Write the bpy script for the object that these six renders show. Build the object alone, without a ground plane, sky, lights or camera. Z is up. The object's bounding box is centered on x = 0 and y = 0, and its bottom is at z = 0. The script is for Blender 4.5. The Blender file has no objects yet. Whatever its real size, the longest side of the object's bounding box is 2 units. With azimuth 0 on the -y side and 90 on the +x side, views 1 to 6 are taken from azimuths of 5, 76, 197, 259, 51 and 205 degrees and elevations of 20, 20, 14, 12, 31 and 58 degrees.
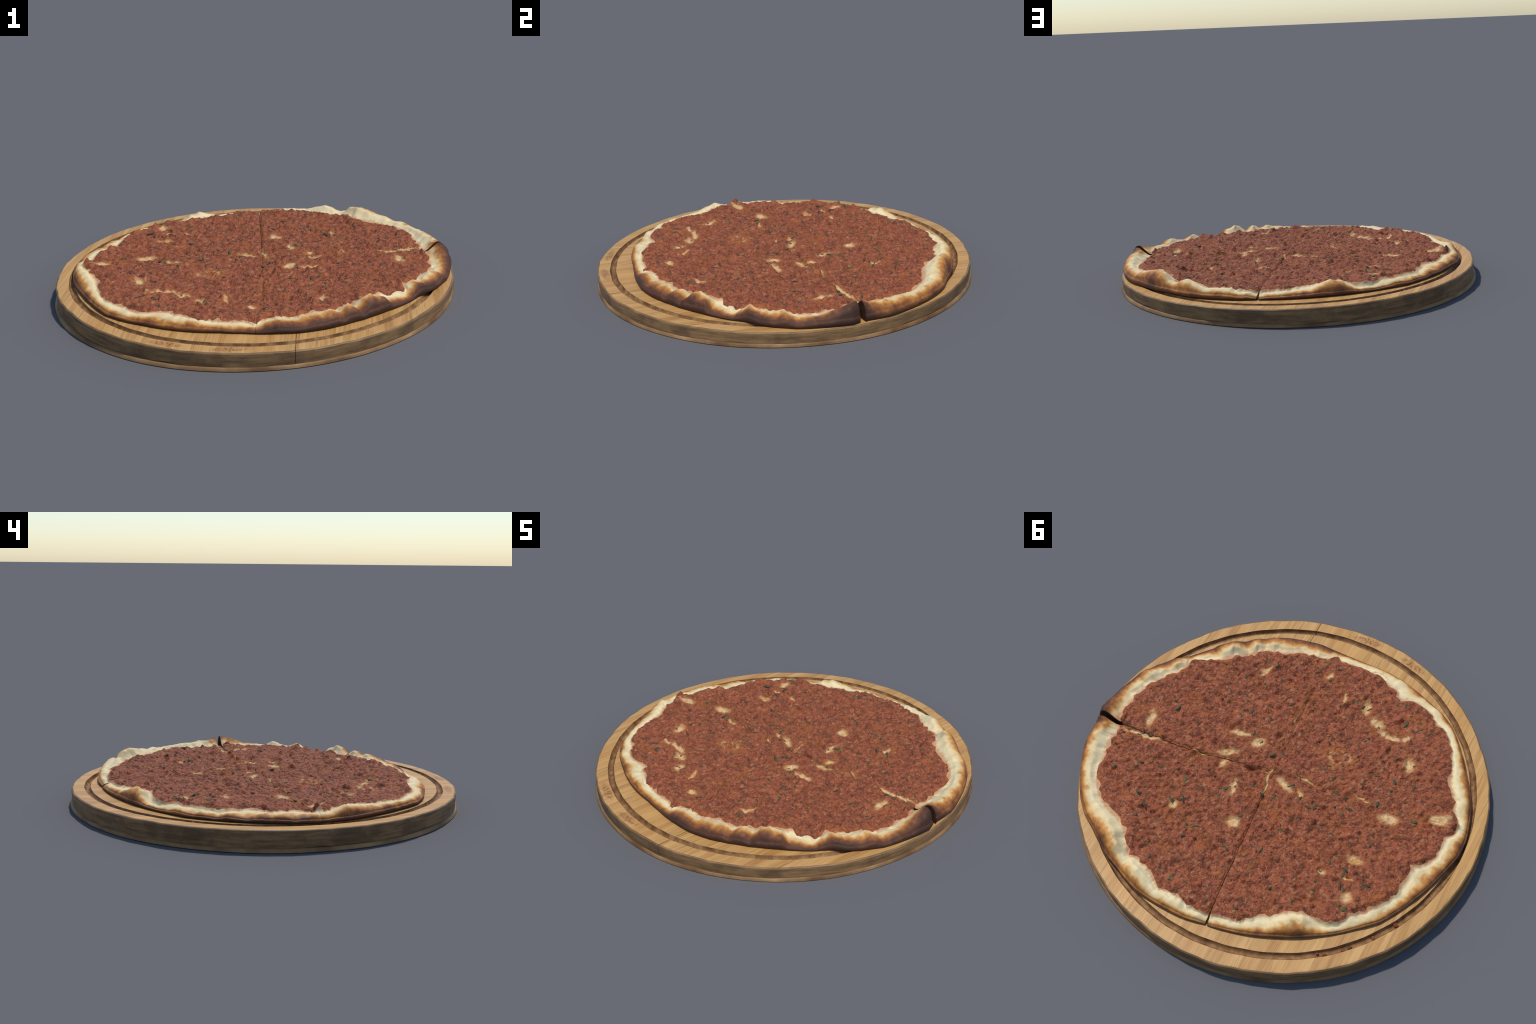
# Minced-meat flatbread pizza, cut in four, lying on a round grooved bamboo board.
import bpy, math
import numpy as np
from mathutils import Vector

rng = np.random.default_rng(11)
CX, CY = 0.045, 0.020                      # where the knife cuts cross


def board_z(x, y):                         # the board lies very slightly out of level
    return 0.0833 - 0.0141 * (x - 0.003) + 0.0036 * y


def curve(text):                           # "angle:value ..." control points -> periodic function of degrees
    pts = sorted((float(a), float(b)) for a, b in (p.split(":") for p in text.split()))
    ang = np.array([p[0] for p in pts]); val = np.array([p[1] for p in pts])
    f = lambda a: np.interp(a, ang, val, period=360)
    f.points = pts
    return f


# ---- profiles of the pizza, as functions of the angle round its centre -------------
R_OUT = curve("-176:.960 -170:.953 -165:.95 -160:.942 -154:.931 -146:.927 -136:.929 -130:.915 -122:.888 -115:.873 "
              "-107:.855 -98:.831 -91:.828 -82:.838 -74:.848 -66:.849 -57:.840 -50:.840 -43:.843 -36:.852 -28:.865 "
              "-20:.905 -12:.932 -5:.94 1:.949 4:.952 7:.937 14:.947 18:.943 25:.935 34:.927 40:.915 45:.895 50:.887 "
              "55:.880 61:.868 71:.866 76:.855 82:.845 88:.838 94:.825 102:.824 116:.829 128:.847 140:.871 147:.895 "
              "153:.901 160:.910 167:.923 173:.937 178:.954")
R_TOP = curve("-179:.855 -176:.895 -173:.90 -169:.865 -165:.86 -160:.835 -157:.84 -150:.854 -146:.868 -140:.872 "
              "-137:.866 -134:.84 -131:.855 -128:.843 -124:.82 -122:.793 -120:.76 -116:.783 -112:.777 -106:.783 "
              "-98:.773 -94:.763 -90:.762 -88:.77 -85:.735 -79:.733 -75:.744 -69:.722 -66:.726 -62:.742 -56:.731 "
              "-49:.727 -41:.733 -38:.754 -34:.785 -32:.80 -27:.77 -22:.792 -16:.811 -13:.83 -7:.838 -3:.828 1:.836 "
              "4:.833 8:.80 12:.817 20:.823 23:.837 28:.842 35:.826 38:.809 41:.791 46:.754 51:.748 55:.765 60:.795 "
              "62:.765 67:.756 72:.773 76:.794 78:.776 82:.767 89:.781 92:.786 96:.774 101:.77 104:.78 107:.754 "
              "110:.737 118:.728 122:.72 127:.743 131:.786 133:.805 137:.82 140:.806 145:.825 150:.827 154:.836 "
              "158:.823 162:.817 167:.80 171:.848 174:.86")
CREST = curve("-176:.134 -170:.137 -166:.160 -163:.155 -157:.136 -149:.13 -140:.127 -131:.122 -126:.124 -119:.135 "
              "-114:.143 -109:.135 -102:.122 -95:.113 -89:.108 -85:.116 -82:.132 -78:.125 -75:.123 -72:.132 -68:.135 "
              "-64:.150 -61:.128 -59:.148 -57:.152 -54:.122 -51:.158 -48:.170 -46:.157 -44:.152 -42:.108 -37:.103 "
              "-33:.103 -31:.122 -28:.150 -24:.124 -20:.13 -17:.150 -14:.116 -10:.118 -5:.125 -2:.135 2:.160 5:.163 "
              "7.5:.150 12:.138 17:.138 22:.132 28:.132 33:.135 38:.135 42:.15 46:.165 51:.178 56:.168 58:.142 61:.132 "
              "64:.15 67:.16 71:.148 75:.125 80:.135 87:.125 91:.118 95:.108 103:.12 108:.125 114:.13 118:.152 "
              "121:.162 125:.155 128:.13 131:.115 138:.118 143:.133 146:.128 151:.122 157:.12 160:.127 165:.125 "
              "170:.133 177:.136")
# how far in the browning of the crust reaches: 0 pale, 1 brown right up to the crest
BROWN = curve("-180:.80 -165:.66 -150:.74 -140:.6 -130:.62 -122:.75 -116:.45 -110:.60 -100:.75 -92:.72 -86:1. -78:1. -70:.95 "
              "-60:.95 -50:1. -44:.9 -36:.75 -28:.88 -20:.86 -12:.74 -5:.95 0:1.2 5:1.4 8:.95 11:.55 20:.56 32:.55 40:.6 46:.62 "
              "50:.8 54:.6 60:.62 68:.48 76:.55 90:.58 110:.58 120:.62 128:.68 140:.5 152:.7 165:.75 172:.8")

# where across the crust its crest stands: 0 at the meat, 1 at the outer edge
CREST_AT = curve("-175:.45 -120:.42 -12:.42 -6:.55 0:.66 5:.70 12:.62 20:.52 40:.50 55:.52 75:.46 100:.46 112:.48 122:.5 132:.45 160:.45")

CUTS = [-174.2, -87.4, 6.2, 94.8]                         # the four knife cuts, degrees


def cut_angle(k, r):                                      # gentle wander of each cut
    return CUTS[k] + [4.0 * np.exp(-r / .25), 1.6 * np.sin(r * 5.), 1.2 * np.sin(r * 6.5 - .6), -1.5 * np.exp(-r / .3)][k]


def cut_gap(k, r):                                        # half width of the opening
    s = np.clip((r - [.9, .9, .70, .70][k]) / .2, 0, 1)
    return [.0005, .0007, .0028, .0016][k] * np.clip(r / .15, .3, 1) + s * s * (3 - 2 * s) * [0, .0, .0115, .0065][k]


# ---- relief of the meat layer: a raster of smooth noise and lumps, sampled later ---
N = 1024; HALF = 1.0; CELL = 2 * HALF / N
gx, gy = np.meshgrid(np.linspace(-HALF, HALF, N), np.linspace(-HALF, HALF, N))


def band_noise(wave, seed):
    g = np.random.default_rng(seed)
    f = np.fft.fftfreq(N, CELL); fr = np.hypot(*np.meshgrid(f, f))
    h = np.fft.ifft2(np.fft.fft2(g.standard_normal((N, N))) * np.exp(-((fr * wave - 1) / .55) ** 2)).real
    return h / h.std()


def lump(h, x, y, rx, ry, rot, height):
    n = int(max(rx, ry) * 2.2 / CELL) + 2
    i = int((y + HALF) / CELL); j = int((x + HALF) / CELL)
    sl = (slice(max(i - n, 0), i + n), slice(max(j - n, 0), j + n))
    dx, dy = gx[sl] - x, gy[sl] - y
    u = (dx * math.cos(rot) + dy * math.sin(rot)) / rx; v = (-dx * math.sin(rot) + dy * math.cos(rot)) / ry
    h[sl] += height * np.exp(-(u * u + v * v) ** 1.4)


relief = .0014 * band_noise(.20, 1) + .0020 * band_noise(.085, 2) + .0023 * band_noise(.040, 3)
fine = band_noise(.018, 4); relief += .0012 * np.where(fine > 0, fine, fine * .6)
relief += .0006 * band_noise(.010, 5)
for _ in range(260):                                      # crumbs of mince standing up
    a = rng.uniform(0, 2 * math.pi); r = .86 * math.sqrt(rng.uniform())
    s = .009 + .017 * rng.uniform() ** 1.6
    lump(relief, CX + r * math.cos(a), CY + r * math.sin(a), s, s * rng.uniform(.55, 1), rng.uniform(0, 3.1), rng.uniform(.28, .65) * s + .002)
for _ in range(40):                                       # and a few bigger mounds
    a = rng.uniform(0, 2 * math.pi); r = .84 * math.sqrt(rng.uniform())
    s = rng.uniform(.017, .027)
    lump(relief, CX + r * math.cos(a), CY + r * math.sin(a), s, s * rng.uniform(.6, .9), rng.uniform(0, 3.1), rng.uniform(.011, .018))
for _ in range(90):                                       # little pits between them
    a = rng.uniform(0, 2 * math.pi); r = .8 * math.sqrt(rng.uniform())
    s = rng.uniform(.006, .012)
    lump(relief, CX + r * math.cos(a), CY + r * math.sin(a), s, s * .7, rng.uniform(0, 3.1), -rng.uniform(.006, .012))
lump(relief, -.842, -.074, .020, .013, .6, .042)          # the meat spike at the rim
lump(relief, -.80, -.10, .028, .02, .3, .020)
lump(relief, .150, .046, .026, .014, .2, -.034)            # open pit beside the cut
lump(relief, -.47, -.30, .016, .012, .2, -.018)

# bare spots where the dough shows through: x, y, half length, half width, turn (degrees), ring?
PATCHES = [(.29, -.115, .042, .012, 10, 0), (.19, -.10, .027, .020, 60, 0), (.295, .012, .040, .013, 25, 0),
           (.285, .075, .024, .014, 70, 0), (.184, .177, .011, .037, 10, 0), (.10, .342, .026, .022, 0, 0),
           (-.03, .06, .040, .015, -30, 0), (-.115, .07, .022, .010, -40, 0), (-.206, -.195, .050, .030, 10, 1),
           (-.207, -.522, .018, .030, 15, 0), (-.29, -.46, .032, .020, -20, 0), (-.375, -.412, .052, .013, -5, 0),
           (-.455, -.43, .022, .010, 40, 0), (-.525, -.295, .020, .034, 15, 0), (-.088, -.525, .008, .024, 10, 0),
           (-.547, .02, .036, .023, 15, 0), (-.49, .282, .031, .016, 0, 0), (-.495, .383, .022, .006, 0, 0),
           (.347, -.505, .011, .030, -25, 0), (.732, -.005, .016, .040, 10, 0), (.395, .38, .017, .017, 0, 0),
           (-.765, -.075, .040, .020, 20, 0), (-.40, -.028, .032, .006, -8, 0), (-.382, .40, .016, .009, 0, 0),
           (-.53, .47, .020, .024, 0, 0), (-.117, -.008, .040, .005, -5, 0), (.07, .02, .015, .006, 60, 0),
           (.05, .09, .006, .05, 12, 0), (.72, .105, .09, .008, 7, 0), (.40, .07, .05, .005, 12, 0), (.04, -.62, .018, .010, 30, 0)]
for px, py, a, b, t, ring in PATCHES:
    if not ring:
        lump(relief, px, py, a * 1.25, b * 1.25, math.radians(t), -.007)


def sample(h, x, y):
    u = np.clip((x + HALF) / CELL, 0, N - 2.001); v = np.clip((y + HALF) / CELL, 0, N - 2.001)
    i = u.astype(int); j = v.astype(int); u = u - i; v = v - j
    return h[j, i] * (1 - u) * (1 - v) + h[j, i + 1] * u * (1 - v) + h[j + 1, i] * (1 - u) * v + h[j + 1, i + 1] * u * v


soft = .0045 * band_noise(.11, 21) + .0016 * band_noise(.045, 22)      # soft swellings of the crust


def crest_height(deg):                                    # the front bubbles stand a little further in, so a little lower
    c = CREST(deg); front = smooth(deg, -128, -118) * (1 - smooth(deg, -8, -2))
    return c - front * (.005 + .22 * np.clip(c - .115, 0, 1))


def smooth(t, a, b):
    t = np.clip((t - a) / (b - a), 0, 1)
    return t * t * (3 - 2 * t)


DISH = .1285


# ---- node helpers -----------------------------------------------------------------
class Mat:
    def __init__(self, name, rough=.6, spec=.3):
        self.m = bpy.data.materials.new(name); self.m.use_nodes = True
        self.t = self.m.node_tree; self.b = self.t.nodes["Principled BSDF"]
        self.b.inputs["Roughness"].default_value = rough
        self.b.inputs["Specular IOR Level"].default_value = spec
        self.co = self.n("ShaderNodeTexCoord").outputs["Object"]

    def n(self, kind, **kw):
        x = self.t.nodes.new(kind)
        for k, v in kw.items():
            setattr(x, k, v)
        return x

    def put(self, sock, v):
        if isinstance(v, bpy.types.NodeSocket):
            self.t.links.new(v, sock)
        else:
            sock.default_value = v

    def math(self, op, a, b=0.0, c=0.0, clamp=False):
        x = self.n("ShaderNodeMath", operation=op, use_clamp=clamp)
        for s, v in zip(x.inputs, (a, b, c)):
            self.put(s, v)
        return x.outputs[0]

    def mapping(self, vec, scale=(1, 1, 1), rot=(0, 0, 0), loc=(0, 0, 0), kind="POINT"):
        x = self.n("ShaderNodeMapping", vector_type=kind)
        self.put(x.inputs[0], vec); x.inputs["Location"].default_value = loc
        x.inputs["Rotation"].default_value = rot; x.inputs["Scale"].default_value = scale
        return x.outputs[0]

    def noise(self, vec, scale, detail=3., rough=.55, dist=0.):
        x = self.n("ShaderNodeTexNoise"); self.put(x.inputs["Vector"], vec)
        x.inputs["Scale"].default_value = scale; x.inputs["Detail"].default_value = detail
        x.inputs["Roughness"].default_value = rough; x.inputs["Distortion"].default_value = dist
        return x.outputs["Fac"], x.outputs["Color"]

    def voronoi(self, vec, scale, feature="F1"):
        x = self.n("ShaderNodeTexVoronoi", feature=feature); self.put(x.inputs["Vector"], vec)
        x.inputs["Scale"].default_value = scale
        return x.outputs

    def ramp(self, fac, stops, interp="LINEAR"):
        x = self.n("ShaderNodeValToRGB"); x.color_ramp.interpolation = interp
        e = x.color_ramp.elements
        while len(e) < len(stops):
            e.new(.5)
        for s, (p, c) in zip(e, stops):
            s.position = p; s.color = (c, c, c, 1) if isinstance(c, (int, float)) else (*c, 1)
        self.put(x.inputs[0], fac)
        return x.outputs[0]

    def mix(self, fac, a, b, mode="MIX"):
        x = self.n("ShaderNodeMix", data_type="RGBA", blend_type=mode)
        self.put(x.inputs[0], fac)
        for s, v in ((x.inputs[6], a), (x.inputs[7], b)):
            self.put(s, (*v, 1) if isinstance(v, tuple) else v)
        return x.outputs[2]

    def rng(self, v, a, b, c=0., d=1., kind="SMOOTHSTEP"):
        x = self.n("ShaderNodeMapRange", interpolation_type=kind)
        for s, q in zip(x.inputs, (v, a, b, c, d)):
            self.put(s, q)
        return x.outputs[0]

    def dial(self, angle01, f, lo, hi):                     # a profile of the angle, as a Float Curve
        x = self.n("ShaderNodeFloatCurve"); cm = x.mapping; cv = cm.curves[0]
        pts = [((a + 180) / 360, (v - lo) / (hi - lo)) for a, v in f.points]
        end = (float(f(180)) - lo) / (hi - lo)
        cv.points[0].location = (0, end); cv.points[1].location = (1, end)
        for p in pts:
            if 0.001 < p[0] < .999:
                cv.points.new(*p)
        for p in cv.points:
            p.handle_type = "VECTOR"
        cm.update()
        self.put(x.inputs["Value"], angle01)
        return self.math("MULTIPLY_ADD", x.outputs[0], hi - lo, lo)

    def spot(self, vec, x, y, a, b, turn, inner=.55, outer=1.35, ring=False):
        d = self.mapping(vec, scale=(a, b, 50.), rot=(0, 0, math.radians(turn)), loc=(x, y, 0), kind="TEXTURE")
        l = self.n("ShaderNodeVectorMath", operation="LENGTH"); self.put(l.inputs[0], d)
        l = l.outputs["Value"]
        if ring:
            l = self.math("MULTIPLY", self.math("ABSOLUTE", self.math("SUBTRACT", l, .85)), 4.2)
        return self.rng(l, outer, inner)

    def done(self, colour, bump=None, strength=.3, dist=.004):
        self.put(self.b.inputs["Base Color"], colour)
        if bump is not None:
            x = self.n("ShaderNodeBump"); x.inputs["Strength"].default_value = strength
            x.inputs["Distance"].default_value = dist
            self.put(x.inputs["Height"], bump); self.put(self.b.inputs["Normal"], x.outputs[0])
        return self.m


def lin(r, g, b):
    f = lambda c: c / 12.92 if c <= .04045 else ((c + .055) / 1.055) ** 2.4
    return tuple(f(v / 255) for v in (r, g, b))


CREAM, PALE, GOLD = lin(226, 196, 140), lin(236, 216, 168), lin(204, 140, 68)
TOAST, BROWN_C, CHAR = lin(150, 94, 52), lin(100, 62, 42), lin(52, 35, 30)
MEAT, MEAT_D, MEAT_L, GREASE = lin(154, 85, 56), lin(98, 54, 35), lin(180, 107, 72), lin(172, 98, 50)


def meat_material():
    m = Mat("minced_meat", .62, .22)
    warp = m.n("ShaderNodeVectorMath", operation="MULTIPLY_ADD")
    m.put(warp.inputs[0], m.noise(m.co, 22, 3)[1]); warp.inputs[1].default_value = (.030,) * 3
    off = m.n("ShaderNodeVectorMath", operation="SUBTRACT"); m.put(off.inputs[0], m.co); off.inputs[1].default_value = (.015,) * 3
    m.put(warp.inputs[2], off.outputs[0]); wv = warp.outputs[0]
    cells = m.voronoi(wv, 78); edge = m.voronoi(wv, 78, "DISTANCE_TO_EDGE")["Distance"]
    sep = m.n("ShaderNodeSeparateColor"); m.put(sep.inputs[0], cells["Color"])
    big = m.noise(m.co, 8, 4, .6)[0]; mid = m.noise(m.co, 34, 4, .6)[0]; small = m.noise(m.co, 130, 4, .65)[0]
    tone = m.math("ADD", m.math("MULTIPLY", sep.outputs[0], .22), m.math("ADD", m.math("MULTIPLY", mid, .45), m.math("MULTIPLY", small, .42)))
    col = m.ramp(tone, [(.33, MEAT_D), (.52, MEAT), (.73, MEAT_L)])
    col = m.mix(m.math("MULTIPLY", m.rng(big, .50, .68), .6), col, GREASE)
    col = m.mix(m.math("MULTIPLY", m.rng(m.noise(m.co, 17, 3)[0], .54, .68), .45), col, lin(98, 58, 36))
    col = m.mix(m.math("MULTIPLY", m.rng(m.noise(m.co, 12, 3)[1], .5, .66), .35), col, lin(146, 70, 50))
    col = m.mix(m.math("MULTIPLY", m.rng(sep.outputs[1], .88, .96), .5), col, lin(186, 130, 92))
    col = m.mix(m.math("MULTIPLY", m.rng(m.noise(m.co, 30, 4, .65)[0], .54, .66), .55), col, lin(78, 45, 33))  # brown-black blotches painted as shading between the lumps
    crease = m.math("MULTIPLY", m.rng(edge, .085, .0), m.rng(m.noise(m.co, 40, 3)[0], .46, .60))
    col = m.mix(m.math("MULTIPLY", crease, .65), col, lin(66, 36, 30))
    col = m.mix(m.math("MULTIPLY", m.rng(m.noise(m.co, 92, 3, .6)[0], .62, .71), .7), col, lin(58, 36, 30))
    herb = m.math("MULTIPLY", m.rng(m.noise(m.co, 52, 3, .6)[0], .61, .68), m.rng(m.noise(m.co, 15, 2)[0], .48, .56))
    col = m.mix(m.math("MULTIPLY", herb, .75), col, lin(74, 72, 46))
    mask = None
    wide = None
    for x, y, a, b, t, ring in PATCHES:
        s = m.spot(wv, x, y, a * 1.22, b * 1.25, t, .45, 1.4, ring=bool(ring))
        if ring:
            s = m.math("MULTIPLY", s, m.rng(mid, .46, .60, 0., .6))
        w = m.spot(wv, x, y, a * 1.4 + .012, b * 1.4 + .012, t, .3, 1.6, ring=bool(ring))
        mask = s if mask is None else m.math("MAXIMUM", mask, s)
        wide = w if wide is None else m.math("MAXIMUM", wide, w)
    col = m.mix(m.math("MULTIPLY", wide, .5), col, lin(172, 102, 54))
    bread = m.ramp(m.noise(m.co, 36, 3)[0], [(.33, lin(200, 146, 82)), (.55, lin(222, 186, 134))])
    col = m.mix(m.math("MULTIPLY", mask, .95), col, bread)
    h = m.math("ADD", m.math("MULTIPLY", m.rng(edge, 0., .25), .35), m.noise(m.co, 190, 3)[0])
    h = m.math("MULTIPLY", h, m.math("SUBTRACT", 1., m.math("MULTIPLY", mask, .85)))
    return m.done(col, h, .7, .005)


def polar(m):
    s = m.n("ShaderNodeSeparateXYZ"); m.put(s.inputs[0], m.co)
    x = m.math("SUBTRACT", s.outputs[0], CX); y = m.math("SUBTRACT", s.outputs[1], CY)
    a = m.math("MULTIPLY_ADD", m.math("ARCTAN2", y, x), 1 / (2 * math.pi), .5)
    r = m.math("SQRT", m.math("ADD", m.math("MULTIPLY", x, x), m.math("MULTIPLY", y, y)))
    return a, r, s.outputs[2]


def crust_material():
    m = Mat("baked_crust", .62, .25)
    a, r, z = polar(m)
    n1 = m.noise(m.co, 14, 3, .6)[0]; n2 = m.noise(m.co, 44, 3, .6)[0]; n3 = m.noise(m.co, 170, 3, .7)[0]
    ri = m.dial(a, R_TOP, .5, 1.); ro = m.dial(a, R_OUT, .5, 1.); br = m.dial(a, BROWN, 0., 2.)
    t = m.math("DIVIDE", m.math("SUBTRACT", r, ri), m.math("SUBTRACT", ro, ri))        # 0 at the meat, 1 at the outer edge
    wob = m.math("ADD", m.math("MULTIPLY_ADD", n1, .55, -.275), m.math("MULTIPLY_ADD", n2, .28, -.14))
    t2 = m.math("ADD", t, wob)
    b = m.math("ADD", m.math("MULTIPLY_ADD", br, .62, -.58), t2)                       # baked value
    col = m.ramp(b, [(.12, PALE), (.36, CREAM), (.52, GOLD), (.67, TOAST), (.83, BROWN_C), (1., lin(72, 47, 37))])
    blister = m.math("MULTIPLY", m.math("MULTIPLY", m.rng(n1, .56, .70), m.rng(t, .25, .5)), m.rng(b, .62, .5))
    col = m.mix(m.math("MULTIPLY", blister, .55), col, lin(178, 122, 64))
    stain = m.rng(m.math("ADD", t, m.math("MULTIPLY_ADD", n2, .24, -.12)), .20, .0)
    col = m.mix(m.math("MULTIPLY", stain, .7), col, lin(182, 108, 62))
    flour = m.math("MULTIPLY", m.rng(n3, .60, .72), m.rng(b, .85, 1.05))
    col = m.mix(m.math("MULTIPLY", flour, .35), col, lin(150, 118, 92))
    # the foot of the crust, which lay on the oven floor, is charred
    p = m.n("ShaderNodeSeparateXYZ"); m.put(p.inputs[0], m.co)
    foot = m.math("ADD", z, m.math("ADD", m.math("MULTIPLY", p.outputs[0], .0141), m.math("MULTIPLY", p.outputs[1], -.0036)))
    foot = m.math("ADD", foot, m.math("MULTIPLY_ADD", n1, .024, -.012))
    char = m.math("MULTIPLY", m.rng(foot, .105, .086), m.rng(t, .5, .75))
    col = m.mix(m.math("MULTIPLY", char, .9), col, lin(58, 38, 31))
    bump = m.math("ADD", n3, m.math("MULTIPLY", n2, 2.))
    return m.done(col, bump, .18, .004)


def crumb_material():
    m = Mat("cut_dough", .8, .15)
    n = m.noise(m.co, 40, 4)[0]
    return m.done(m.mix(n, lin(140, 96, 58), lin(222, 180, 126)), n, .3, .004)


def dark_cut_material():
    m = Mat("dark_cut_face", .75, .2)
    n = m.noise(m.co, 46, 4)[0]
    return m.done(m.ramp(n, [(.3, lin(44, 28, 24)), (.7, lin(88, 54, 38))]), n, .3, .004)  # dark brown to near black on the rim-end cut faces


def bamboo_material(side=False, cells=False):
    m = Mat("bamboo_side" if side else "bamboo_top", .5, .3)
    v = m.mapping(m.co, rot=(0, 0, math.radians(2.2)))
    if side:                                                # the turned edge: short fibres running up and round
        strip = m.noise(m.mapping(m.co, scale=(1, 1, 9.)), 7, 4, .6)[0]
        grain = m.noise(m.mapping(m.co, scale=(1, 1, .35)), 170, 3, .7)[0]
        blot = m.noise(m.co, 5, 4, .6)[0]
        col = m.ramp(strip, [(.30, lin(104, 78, 52)), (.52, lin(140, 108, 72)), (.72, lin(162, 127, 86))])
        col = m.mix(m.math("MULTIPLY", m.rng(grain, .5, .75), .35), col, lin(96, 70, 46))
        col = m.mix(m.math("MULTIPLY", m.rng(blot, .46, .62), .55), col, lin(84, 62, 46))
        return m.done(col, grain, .25, .003)
    lam = m.voronoi(m.mapping(v, scale=(1., .035, 0.)), 26)
    sep = m.n("ShaderNodeSeparateColor"); m.put(sep.inputs[0], lam["Color"])
    streak = m.noise(m.mapping(v, scale=(1., .03, 1.)), 62, 5, .72)[0]
    fibre = m.noise(m.mapping(v, scale=(1., .022, 1.)), 260, 3, .7)[0]
    tone = m.math("ADD", m.math("MULTIPLY", sep.outputs[0], .24), m.math("MULTIPLY", streak, .84))
    col = m.ramp(tone, [(.24, lin(160, 112, 60)), (.45, lin(189, 140, 80)), (.60, lin(202, 155, 94)), (.80, lin(218, 170, 106))])
    col = m.mix(m.math("MULTIPLY", m.rng(fibre, .52, .68), .55), col, lin(128, 86, 50))
    col = m.mix(m.math("MULTIPLY", m.rng(m.noise(m.co, 4, 3)[0], .5, .75), .25), col, lin(226, 168, 92))
    # scorched brand marks on the rim: two blurred rows of letters
    brown = m.noise(m.mapping(m.co, scale=(1., .5, 1.)), 90, 4, .7)[0]
    for x, y, a, b, t in ((-.03, -.948, .085, .022, 4), (-.315, -.895, .085, .022, -17)):
        s = m.spot(m.co, x, y, a, b, t, .35, 1.25)
        col = m.mix(m.math("MULTIPLY", s, .30), col, lin(160, 96, 48))
        col = m.mix(m.math("MULTIPLY", m.math("MULTIPLY", s, m.rng(brown, .46, .60)), .75), col, lin(104, 56, 36))
    return m.done(col, fibre, .12, .003)


def groove_material():
    m = Mat("groove_wood", .6, .25)
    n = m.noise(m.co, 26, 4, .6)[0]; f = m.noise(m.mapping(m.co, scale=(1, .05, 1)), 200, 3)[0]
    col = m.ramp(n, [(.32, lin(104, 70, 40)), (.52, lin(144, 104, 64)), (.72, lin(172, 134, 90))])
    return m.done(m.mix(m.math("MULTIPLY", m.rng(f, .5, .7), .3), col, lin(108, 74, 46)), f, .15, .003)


def plain_material(name, c1, c2, scale, rough=.6):
    m = Mat(name, rough, .3)
    n = m.noise(m.co, scale, 4)[0]
    return m.done(m.ramp(n, [(.32, c1), (.68, c2)]), n, .2, .003)


# ---- mesh helpers -----------------------------------------------------------------
def make_mesh(name, verts, quads, mats, mat_index=None, normals=None, sharp=None):
    me = bpy.data.meshes.new(name)
    verts = np.asarray(verts, float); quads = np.asarray(quads, int)
    me.vertices.add(len(verts)); me.vertices.foreach_set("co", verts.ravel())
    me.loops.add(quads.size); me.loops.foreach_set("vertex_index", quads.ravel())
    me.polygons.add(len(quads)); me.polygons.foreach_set("loop_start", np.arange(0, quads.size, quads.shape[1]))
    for mt in mats:
        me.materials.append(mt)
    if mat_index is not None:
        me.polygons.foreach_set("material_index", np.asarray(mat_index, np.int32))
    me.update(calc_edges=True); me.validate()
    me.polygons.foreach_set("use_smooth", np.ones(len(me.polygons), bool))
    if normals is not None:
        me.normals_split_custom_set_from_vertices(normals.tolist())
    elif sharp:
        me.set_sharp_from_angle(angle=math.radians(sharp))
    return me


def place(name, data, parent=None, loc=None):
    o = bpy.data.objects.new(name, data); bpy.context.scene.collection.objects.link(o)
    if parent:
        o.parent = parent
    if loc is not None:
        o.location = loc
    return o


def vertex_normals(v, q):
    n = np.zeros_like(v)
    fn = np.cross(v[q[:, 2]] - v[q[:, 0]], v[q[:, 3]] - v[q[:, 1]])
    for c in range(4):
        for ax in range(3):
            n[:, ax] += np.bincount(q[:, c], fn[:, ax], len(v))
    return n / np.maximum(np.linalg.norm(n, axis=1, keepdims=True), 1e-12)


# ---- the pizza, slice by slice ----------------------------------------------------
M_MEAT, M_CRUST, M_CRUMB, M_CUT_DARK = meat_material(), crust_material(), crumb_material(), dark_cut_material()
pizza = place("flatbread_pizza", None)
pizza.empty_display_size = .1
pizza["label"] = "round flatbread pizza with minced meat, cut in four"
pizza["category"] = "pizza"

ragged = curve(" ".join("%.1f:%.4f" % (a, .006 * rng.standard_normal()) for a in np.arange(-180, 180, 1.6)))
NT, NTOP, NCR, NSIDE = 440, 250, 46, 12


def meat_height(x, y, deg, r, rt):
    base = DISH - .0045 + .006 * smooth(r, .35, .75) + (board_z(x, y) - .0833) * 1.05
    rim = smooth(r, rt - .10, rt)
    mound = .004 * smooth(r, rt - .13, rt - .05) * (1 - smooth(r, rt - .03, rt))     # the meat is a bit heaped near its edge
    crest_pull = (crest_height(deg) - .128) * .28 * rim
    away = (deg + 130 + 180) % 360 - 180
    base = base - .008 * np.exp(-(away / 36) ** 2 - ((r - .55) / .14) ** 2)           # a shallow hollow towards the front left
    base = base + .008 * np.exp(-((x - .28) ** 2 + (y + .03) ** 2) / .022)            # the raised bubble right of the middle
    base = base + .006 * np.exp(-((x - .60) ** 2 + (y + .30) ** 2) / .03)
    base = base + .004 * smooth(r, .6, .8) * smooth(y, .2, .6)
    return base + mound - .006 * smooth(r, rt - .022, rt) + crest_pull


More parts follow.
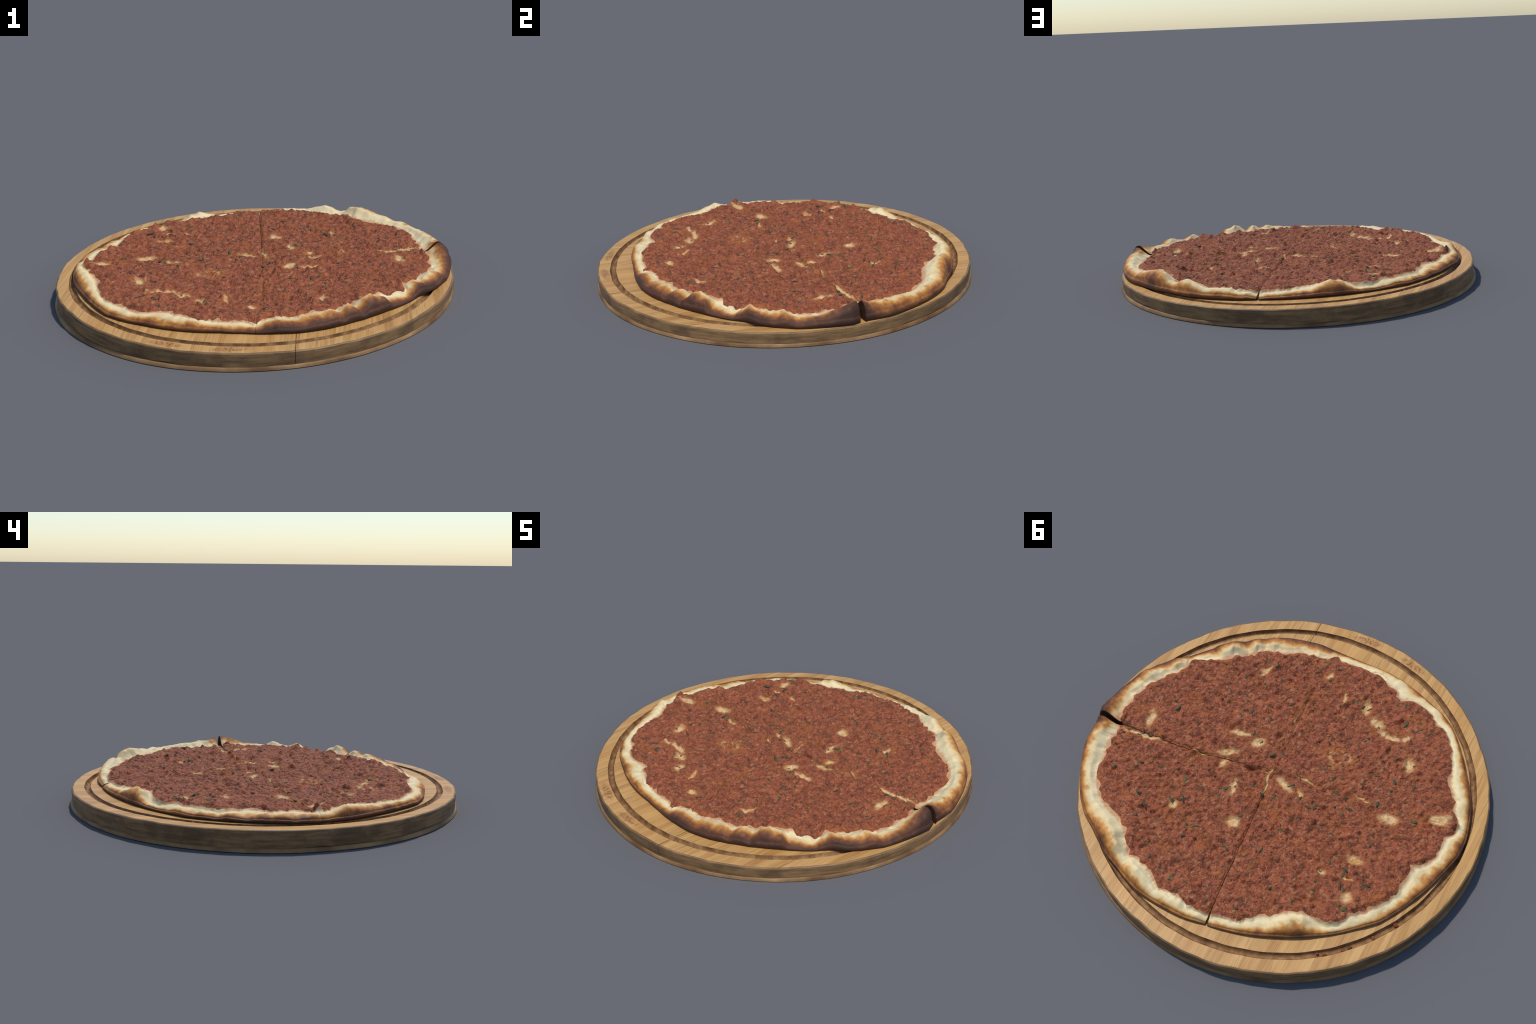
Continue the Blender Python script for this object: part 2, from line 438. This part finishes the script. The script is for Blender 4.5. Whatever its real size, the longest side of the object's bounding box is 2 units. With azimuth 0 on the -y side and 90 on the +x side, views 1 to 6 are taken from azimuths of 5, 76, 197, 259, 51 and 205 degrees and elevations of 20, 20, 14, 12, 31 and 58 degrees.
def slice_grid(k):
    k2 = (k + 1) % 4
    span = np.linspace(0, 1, NT)
    span = span + .045 * np.sin(2 * math.pi * span) * -1        # a little denser next to the cuts
    rho = np.concatenate([np.linspace(0, 1, NTOP) ** .85, 1 + np.linspace(0, 1, NCR + 1)[1:]])
    def ring(rr):                                               # angle of every column at radius rr (array)
        a0 = cut_angle(k, rr) + np.degrees(cut_gap(k, rr) / np.maximum(rr, .012))
        a1 = cut_angle(k2, rr) - np.degrees(cut_gap(k2, rr) / np.maximum(rr, .012))
        a1 = np.where(a1 < a0 - 5, a1 + 360, a1)
        return a0, a1
    deg0 = CUTS[k] + ((CUTS[k2] - CUTS[k]) % 360) * span
    dn = (deg0 + 180) % 360 - 180
    rt = R_TOP(dn) + ragged(dn); ro = R_OUT(dn)
    R = np.where(rho[:, None] <= 1, rho[:, None] * rt[None], rt[None] + (rho[:, None] - 1) * (ro - .012 - rt)[None])
    R = np.maximum(R, .004)
    a0, a1 = ring(R)
    A = a0 + (a1 - a0) * span[None]
    X = CX + R * np.cos(np.radians(A)); Y = CY + R * np.sin(np.radians(A))
    D = (A + 180) % 360 - 180
    RT = np.broadcast_to(rt, R.shape); RO = np.broadcast_to(ro, R.shape)
    # meat
    rel = sample(relief, X, Y)
    fade = 1 - .35 * smooth(R, RT - .02, RT)
    Zm = meat_height(X, Y, D, R, RT) + rel * fade
    # distance to the cuts: the edges are pressed down a little
    d0 = (A - a0) * math.pi / 180 * R; d1 = (a1 - A) * math.pi / 180 * R
    press = np.zeros_like(R)
    for d, q in ((d0, k), (d1, k2)):
        press += [.004, .005, .008, .007][q] * np.exp(-(d / .008) ** 2)
    Zm = Zm - press * (R < RT + .02)
    # crust: rises from the meat edge to a crest, falls to the rounded outer edge
    s = np.clip((R - RT) / (RO - .012 - RT), 0, 1)
    zb = board_z(X, Y)
    crest = crest_height(D) + sample(soft, X, Y) * .5
    width = np.clip((RO - RT) / .10, .5, 1.4)
    pos = CREST_AT(D)
    zt = Zm[NTOP - 1][None] * np.ones_like(R)
    up = smooth(s / pos, 0, 1); down = np.sqrt(np.clip(1 - ((s - pos) / (1 - pos)).clip(0, 1) ** 2.2, 0, 1))
    edge = zb + .55 * (np.minimum(crest, .135) - zb)
    Zc = np.where(s < pos, zt + (crest - zt) * up - .004 * np.sin(math.pi * np.clip(s / (pos * .8), 0, 1)), edge + (crest - edge) * down)
    Z = np.where(rho[:, None] <= 1, Zm, Zc)
    # side, turning under
    ts = np.linspace(0, 1, NSIDE + 1)[1:]
    sx, sy, sz = [], [], []
    rl, al, zl, zbl, ro_l = R[-1], A[-1], Z[-1], zb[-1], ro
    for t in ts:
        ang = t * math.pi
        bulge = .012 * math.sin(ang) ** .8 - .006 * t
        rr = rl + bulge
        z = zl + (zbl + .0015 - zl) * (.5 - .5 * math.cos(ang))
        rr = rr + .0
        sx.append(CX + rr * np.cos(np.radians(al))); sy.append(CY + rr * np.sin(np.radians(al))); sz.append(z)
    # underside in to the tip
    for q in (.8, .4, .01):
        rr = rl * q
        b0, b1 = ring(rr)
        aa = b0 + (b1 - b0) * span
        x = CX + rr * np.cos(np.radians(aa)); y = CY + rr * np.sin(np.radians(aa))
        sx.append(x); sy.append(y); sz.append(board_z(x, y) + .0015)
    X = np.vstack([X, sx]); Y = np.vstack([Y, sy]); Z = np.vstack([Z, sz])
    return X, Y, Z


def build_slice(k):
    X, Y, Z = slice_grid(k)
    rows, cols = X.shape
    v = np.stack([X, Y, Z], -1).reshape(-1, 3)
    idx = np.arange(rows * cols).reshape(rows, cols)
    q = np.stack([idx[:-1, :-1], idx[1:, :-1], idx[1:, 1:], idx[:-1, 1:]], -1).reshape(-1, 4)
    row_of = np.repeat(np.arange(rows - 1), cols - 1)
    normals = vertex_normals(v, q)
    meat = row_of < NTOP - 1
    # meat sub-part
    used = idx[:NTOP].ravel()
    top = make_mesh("meat_topping", v[used], q[meat], [M_MEAT], normals=normals[used])
    # dough: crust + side + underside + the two cut faces
    cut_v, cut_q, cut_m = [], [], []
    base = len(v)
    edge_rows = np.arange(0, NTOP + NCR, 3)
    edge_rows = np.unique(np.append(edge_rows, [NTOP - 1, NTOP + NCR - 1]))
    for col, flip in ((0, False), (cols - 1, True)):
        steps = 7
        t = np.linspace(0, 1, steps)
        p = v[idx[edge_rows, col]]
        rr = np.hypot(p[:, 0] - CX, p[:, 1] - CY)
        zb = board_z(p[:, 0], p[:, 1]) + .0015
        w = np.repeat(p[:, None], steps, 1).copy()
        w[:, :, 2] = p[:, None, 2] + (zb - p[:, 2])[:, None] * t[None]
        # follow the rounded outer edge of the crust at the rim end
        inward = np.array([math.cos(math.radians(CUTS[k] + 40)), math.sin(math.radians(CUTS[k] + 40))])
        w[:, 1:-1, :2] += .0012 * np.sin(np.arange(steps)[None, 1:-1, None] * 2.1 + rr[:, None, None] * 60)
        out = p[-1, :2] - [CX, CY]; out /= np.linalg.norm(out)
        tail = np.sin(np.pi * t) ** .8 * .012
        last = w[-1].copy(); last[:, :2] += out * (tail - .006 * t)[:, None]
        w = np.concatenate([w, last[None]], 0); rr = np.append(rr, rr[-1] + .01)
        gi = np.arange(w.shape[0] * steps).reshape(w.shape[0], steps) + base
        a = np.stack([gi[:-1, :-1], gi[1:, :-1], gi[1:, 1:], gi[:-1, 1:]], -1).reshape(-1, 4)
        cut_q.append(a[:, ::-1] if not flip else a)
        cut_m.append(np.where(np.repeat(rr[:-1], steps - 1) > .80, 2, 1))
        cut_v.append(w.reshape(-1, 3)); base += w.shape[0] * steps
    allv = np.concatenate([v] + cut_v); allq = np.concatenate([q[~meat]] + cut_q)
    mi = np.concatenate([np.zeros((~meat).sum(), int)] + cut_m)
    alln = np.concatenate([normals, np.zeros((len(allv) - len(v), 3))])
    cn = vertex_normals(allv, np.concatenate(cut_q)); alln[len(v):] = cn[len(v):]
    keep = np.unique(allq); remap = np.full(len(allv), -1); remap[keep] = np.arange(len(keep))
    dough = make_mesh("pizza_slice", allv[keep], remap[allq], [M_CRUST, M_CRUMB, M_CUT_DARK], mi, alln[keep])
    s = place("pizza_slice", dough, pizza)
    place("meat_topping", top, s)
    return s


slices = [build_slice(k) for k in range(4)]


def surface(x, y):
    dx, dy = x - CX, y - CY
    d = math.degrees(math.atan2(dy, dx)); r = math.hypot(dx, dy)
    rt = float(R_TOP(d))
    return float(meat_height(np.float64(x), np.float64(y), d, r, rt) + sample(relief, np.array([x]), np.array([y]))[0]), d, r, rt


# ---- parsley flakes ---------------------------------------------------------------
M_HERB = plain_material("parsley", lin(56, 60, 42), lin(92, 98, 68), 60, .8)
M_HERB2 = plain_material("fresh_parsley", lin(50, 72, 40), lin(88, 116, 64), 60, .7)


def flake_mesh(length, width, curl, mat, seed):
    g = np.random.default_rng(seed); n = 7
    v, q = [], []
    for side in (0, 1):
        for i in range(n):
            t = i / (n - 1)
            w = width * (math.sin(math.pi * (t * .9 + .05)) ** .7) * g.uniform(.75, 1.1)
            z = curl * math.sin(math.pi * t * 1.3) - side * .0009
            for s in (-1, 0, 1):
                v.append(((t - .5) * length, s * w + .25 * width * math.sin(3 * t), z - .25 * abs(s) * width))
    for side in (0, 1):
        for i in range(n - 1):
            for j in range(2):
                a = side * n * 3 + i * 3 + j
                f = (a, a + 3, a + 4, a + 1)
                q.append(f if side else f[::-1])
    rim = [i * 3 for i in range(n)] + [(n - 1) * 3 + 1] + [i * 3 + 2 for i in reversed(range(n))] + [1]
    for a, b in zip(rim, rim[1:] + rim[:1]):
        q.append((a, b, b + n * 3, a + n * 3))
    return make_mesh("herb_flake", v, q, [mat])


flakes = [flake_mesh(.030, .0050, .0014, M_HERB, 1), flake_mesh(.023, .0058, .001, M_HERB, 2),
          flake_mesh(.042, .0032, .002, M_HERB, 3), flake_mesh(.025, .0078, .0012, M_HERB2, 4), flake_mesh(.017, .0048, .001, M_HERB, 5)]
known = [(-.14, .67, 3, .3, 1.3), (-.69, -.34, 3, .2, 1.1), (-.47, -.03, 1, 2.2, 1.4), (.02, .56, 3, 1.0, 1.), (.49, -.58, 2, .4, 1.4),
         (.78, -.29, 3, .4, 1.), (-.13, .085, 2, -.8, 1.3), (-.36, .05, 0, .1, 1.2), (.30, -.25, 0, .2, 1.3), (.08, .30, 0, .6, 1.4),
         (-.55, -.50, 2, .9, 1.3), (-.33, -.62, 3, .2, 1.1), (-.10, .40, 1, .7, 1.2), (-.57, .10, 1, .2, 1.2), (.57, .40, 1, 1.4, 1.2),
         (.23, -.14, 0, 1.3, 1.), (.10, -.62, 0, .7, 1.), (-.47, .35, 0, .1, 1.)]
spots = [(x, y, kind, t, s) for x, y, kind, t, s in known]
while len(spots) < 290:
    a = rng.uniform(0, 2 * math.pi); r = .80 * math.sqrt(rng.uniform())
    spots.append((CX + r * math.cos(a), CY + r * math.sin(a), int(rng.choice([0, 1, 2, 4, 4, 1, 0, 3], 1)[0]), rng.uniform(0, 6.3), rng.uniform(.75, 1.5)))
for x, y, kind, t, s in spots:
    z, d, r, rt = surface(x, y)
    if r > rt - .03:
        continue
    e = .012
    gxn = (surface(x + e, y)[0] - surface(x - e, y)[0]) / (2 * e); gyn = (surface(x, y + e)[0] - surface(x, y - e)[0]) / (2 * e)
    k = next(i for i in range(4) if (d - CUTS[i]) % 360 < (CUTS[(i + 1) % 4] - CUTS[i]) % 360)
    o = place("herb_flake", flakes[kind], slices[k], (x, y, z + .0004))
    o.rotation_mode = "QUATERNION"
    o.rotation_quaternion = Vector((-gxn * .8, -gyn * .8, 1)).to_track_quat("Z", "Y") @ Vector((math.cos(t), math.sin(t), 0)).to_track_quat("X", "Z")
    o.scale = (s,) * 3


# ---- the board --------------------------------------------------------------------
M_TOP, M_SIDE, M_GRV = bamboo_material(), bamboo_material(True), groove_material()
M_UNDER = plain_material("underside_wood", lin(102, 68, 36), lin(170, 132, 88), 5, .55)
board = place("cutting_board", None)
board.empty_display_size = .1
board["label"] = "round bamboo serving board with a juice groove"
board["category"] = "cutting board"
NB = 720
th = np.linspace(0, 2 * math.pi, NB, endpoint=False)
edge_n = sum(a * np.sin(f * th + p) for f, a, p in zip((3, 7, 13, 23, 41, 67), (.0016, .0012, .0012, .001, .0008, .0006), rng.uniform(0, 6.3, 6)))
foot_n = sum(a * np.sin(f * th + p) for f, a, p in zip((2, 5, 11, 31, 53), (.002, .0015, .0012, .0012, .001), rng.uniform(0, 6.3, 5)))
depth_n = .0015 * np.sin(5 * th + 1) + .001 * np.sin(17 * th)
groove = [(.8925, 0), (.8945, -.006), (.8975, -.014), (.903, -.0185), (.909, -.020), (.915, -.0185), (.920, -.013), (.923, -.006), (.9245, 0)]
prof = [(.002, 0, 0), (.30, 0, 0), (.60, 0, 0), (.75, 0, 0), (.84, 0, 0), (.885, 0, 0)]
prof += [(r, z, 2) for r, z in groove]
prof += [(.935, 0, 0), (.955, 0, 0), (.972, 0, 0), (.981, -.0006, 0), (.9860, -.0022, 1), (.9885, -.005, 1), (.9892, -.010, 1)]
rows, mats = [], []
for i, (r, dz, mt) in enumerate(prof):
    rr = r + (edge_n * smooth(np.array(r), .95, .985) if r > .95 else 0 * th)
    if mt == 2:
        rr = rr + .0012 * np.sin(9 * th + 1) + .0008 * np.sin(37 * th)
        dz = dz * (1 + 40 * depth_n)
    x, y = .003 + rr * np.cos(th), rr * np.sin(th)
    rows.append(np.stack([x, y, board_z(x, y) + dz], -1)); mats.append(mt)
for f in (.3, .6, .85, 1.):                                 # wall
    rr = .9892 + edge_n * (1 - .5 * f) - .002 * f
    x, y = .003 + rr * np.cos(th), rr * np.sin(th)
    z0 = board_z(x, y) - .010; z1 = .0165 + foot_n
    rows.append(np.stack([x, y, z0 + (z1 - z0) * f], -1)); mats.append(1)
x, y = .003 + .95 * np.cos(th), .95 * np.sin(th)
rows.append(np.stack([x, y, np.full(NB, .0165) + foot_n], -1)); mats.append(1)
rows.append(np.stack([.003 + .002 * np.cos(th), .002 * np.sin(th), np.full(NB, .0165)], -1)); mats.append(1)


def lathe(rows, mats):
    v = np.concatenate(rows); nr = len(rows)
    i = np.arange(nr * NB).reshape(nr, NB); j = np.roll(i, -1, 1)
    q = np.stack([i[:-1], i[1:], j[1:], j[:-1]], -1).reshape(-1, 4)
    m = []
    for a, b in zip(mats[:-1], mats[1:]):
        m.append(np.full(NB, 2 if a == 2 and b == 2 else (1 if a == 1 or b == 1 else 0)))
    return v, q, np.concatenate(m)


v, q, mi = lathe(rows, mats)
slab_me = make_mesh("slab", v, q, [M_TOP, M_SIDE, M_GRV], mi, sharp=32)
slab = place("slab", slab_me, board)
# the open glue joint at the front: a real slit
wedge = [(-.0013, -1.2), (.0013, -1.2), (.0009, -.55), (-.0009, -.55)]
cv = [(.2385 + x - .03 * (y + .9) * 0, y, z) for z in (.0175, .2) for x, y in wedge]
cq = [(3, 2, 1, 0), (4, 5, 6, 7), (0, 1, 5, 4), (1, 2, 6, 5), (2, 3, 7, 6), (3, 0, 4, 7)]
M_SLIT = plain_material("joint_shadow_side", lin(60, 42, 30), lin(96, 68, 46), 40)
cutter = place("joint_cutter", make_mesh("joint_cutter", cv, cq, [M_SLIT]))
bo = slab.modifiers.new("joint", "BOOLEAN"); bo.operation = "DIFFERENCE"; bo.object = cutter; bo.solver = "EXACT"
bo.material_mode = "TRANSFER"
dg = bpy.context.evaluated_depsgraph_get()
new = bpy.data.meshes.new_from_object(slab.evaluated_get(dg))
slab.modifiers.clear(); slab.data = new; new.name = "slab"
new.polygons.foreach_set("use_smooth", np.ones(len(new.polygons), bool)); new.set_sharp_from_angle(angle=math.radians(32))
bpy.data.objects.remove(cutter)

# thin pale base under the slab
rows, mats = [], []
for r, z in ((.002, .0160), (.90, .0160), (.9865, .0160), (.9920, .0135), (.9955, .008), (.9975, .0), (.90, .0), (.002, .0)):
    rr = r + (.0018 * np.sin(2 * th + .6) + .0008 * np.sin(9 * th) if r > .95 else 0 * th)
    rows.append(np.stack([rr * np.cos(th), rr * np.sin(th), np.full(NB, z)], -1)); mats.append(0)
v, q, mi = lathe(rows, mats)
place("base", make_mesh("base", v, q, [M_UNDER], sharp=50), board)

# crumbs of mince that fell into the groove
g = np.random.default_rng(5)
for deg, n in ((126, 3), (133, 3), (141, 2), (148, 1)):
    for _ in range(n):
        a = math.radians(deg + g.uniform(-1.2, 1.2)); r = g.uniform(.905, .918); s = g.uniform(.006, .011)
        u = np.linspace(0, math.pi, 9); w = np.linspace(0, 2 * math.pi, 12, endpoint=False)
        rad = s * (1 + .22 * g.standard_normal((9, 12)))
        rad[0] = rad[0, 0]; rad[-1] = rad[-1, 0]
        P = np.stack([rad * np.sin(u)[:, None] * np.cos(w), rad * np.sin(u)[:, None] * np.sin(w) * .8, rad * np.cos(u)[:, None] * .8], -1).reshape(-1, 3)
        i = np.arange(108).reshape(9, 12); j = np.roll(i, -1, 1)
        Q = np.stack([i[:-1], i[1:], j[1:], j[:-1]], -1).reshape(-1, 4)
        x, y = .003 + r * math.cos(a), r * math.sin(a)
        P = P + [x, y, board_z(x, y) - .016 + s * .7]
        place("meat_crumb", make_mesh("meat_crumb", P, Q, [M_MEAT]), pizza)
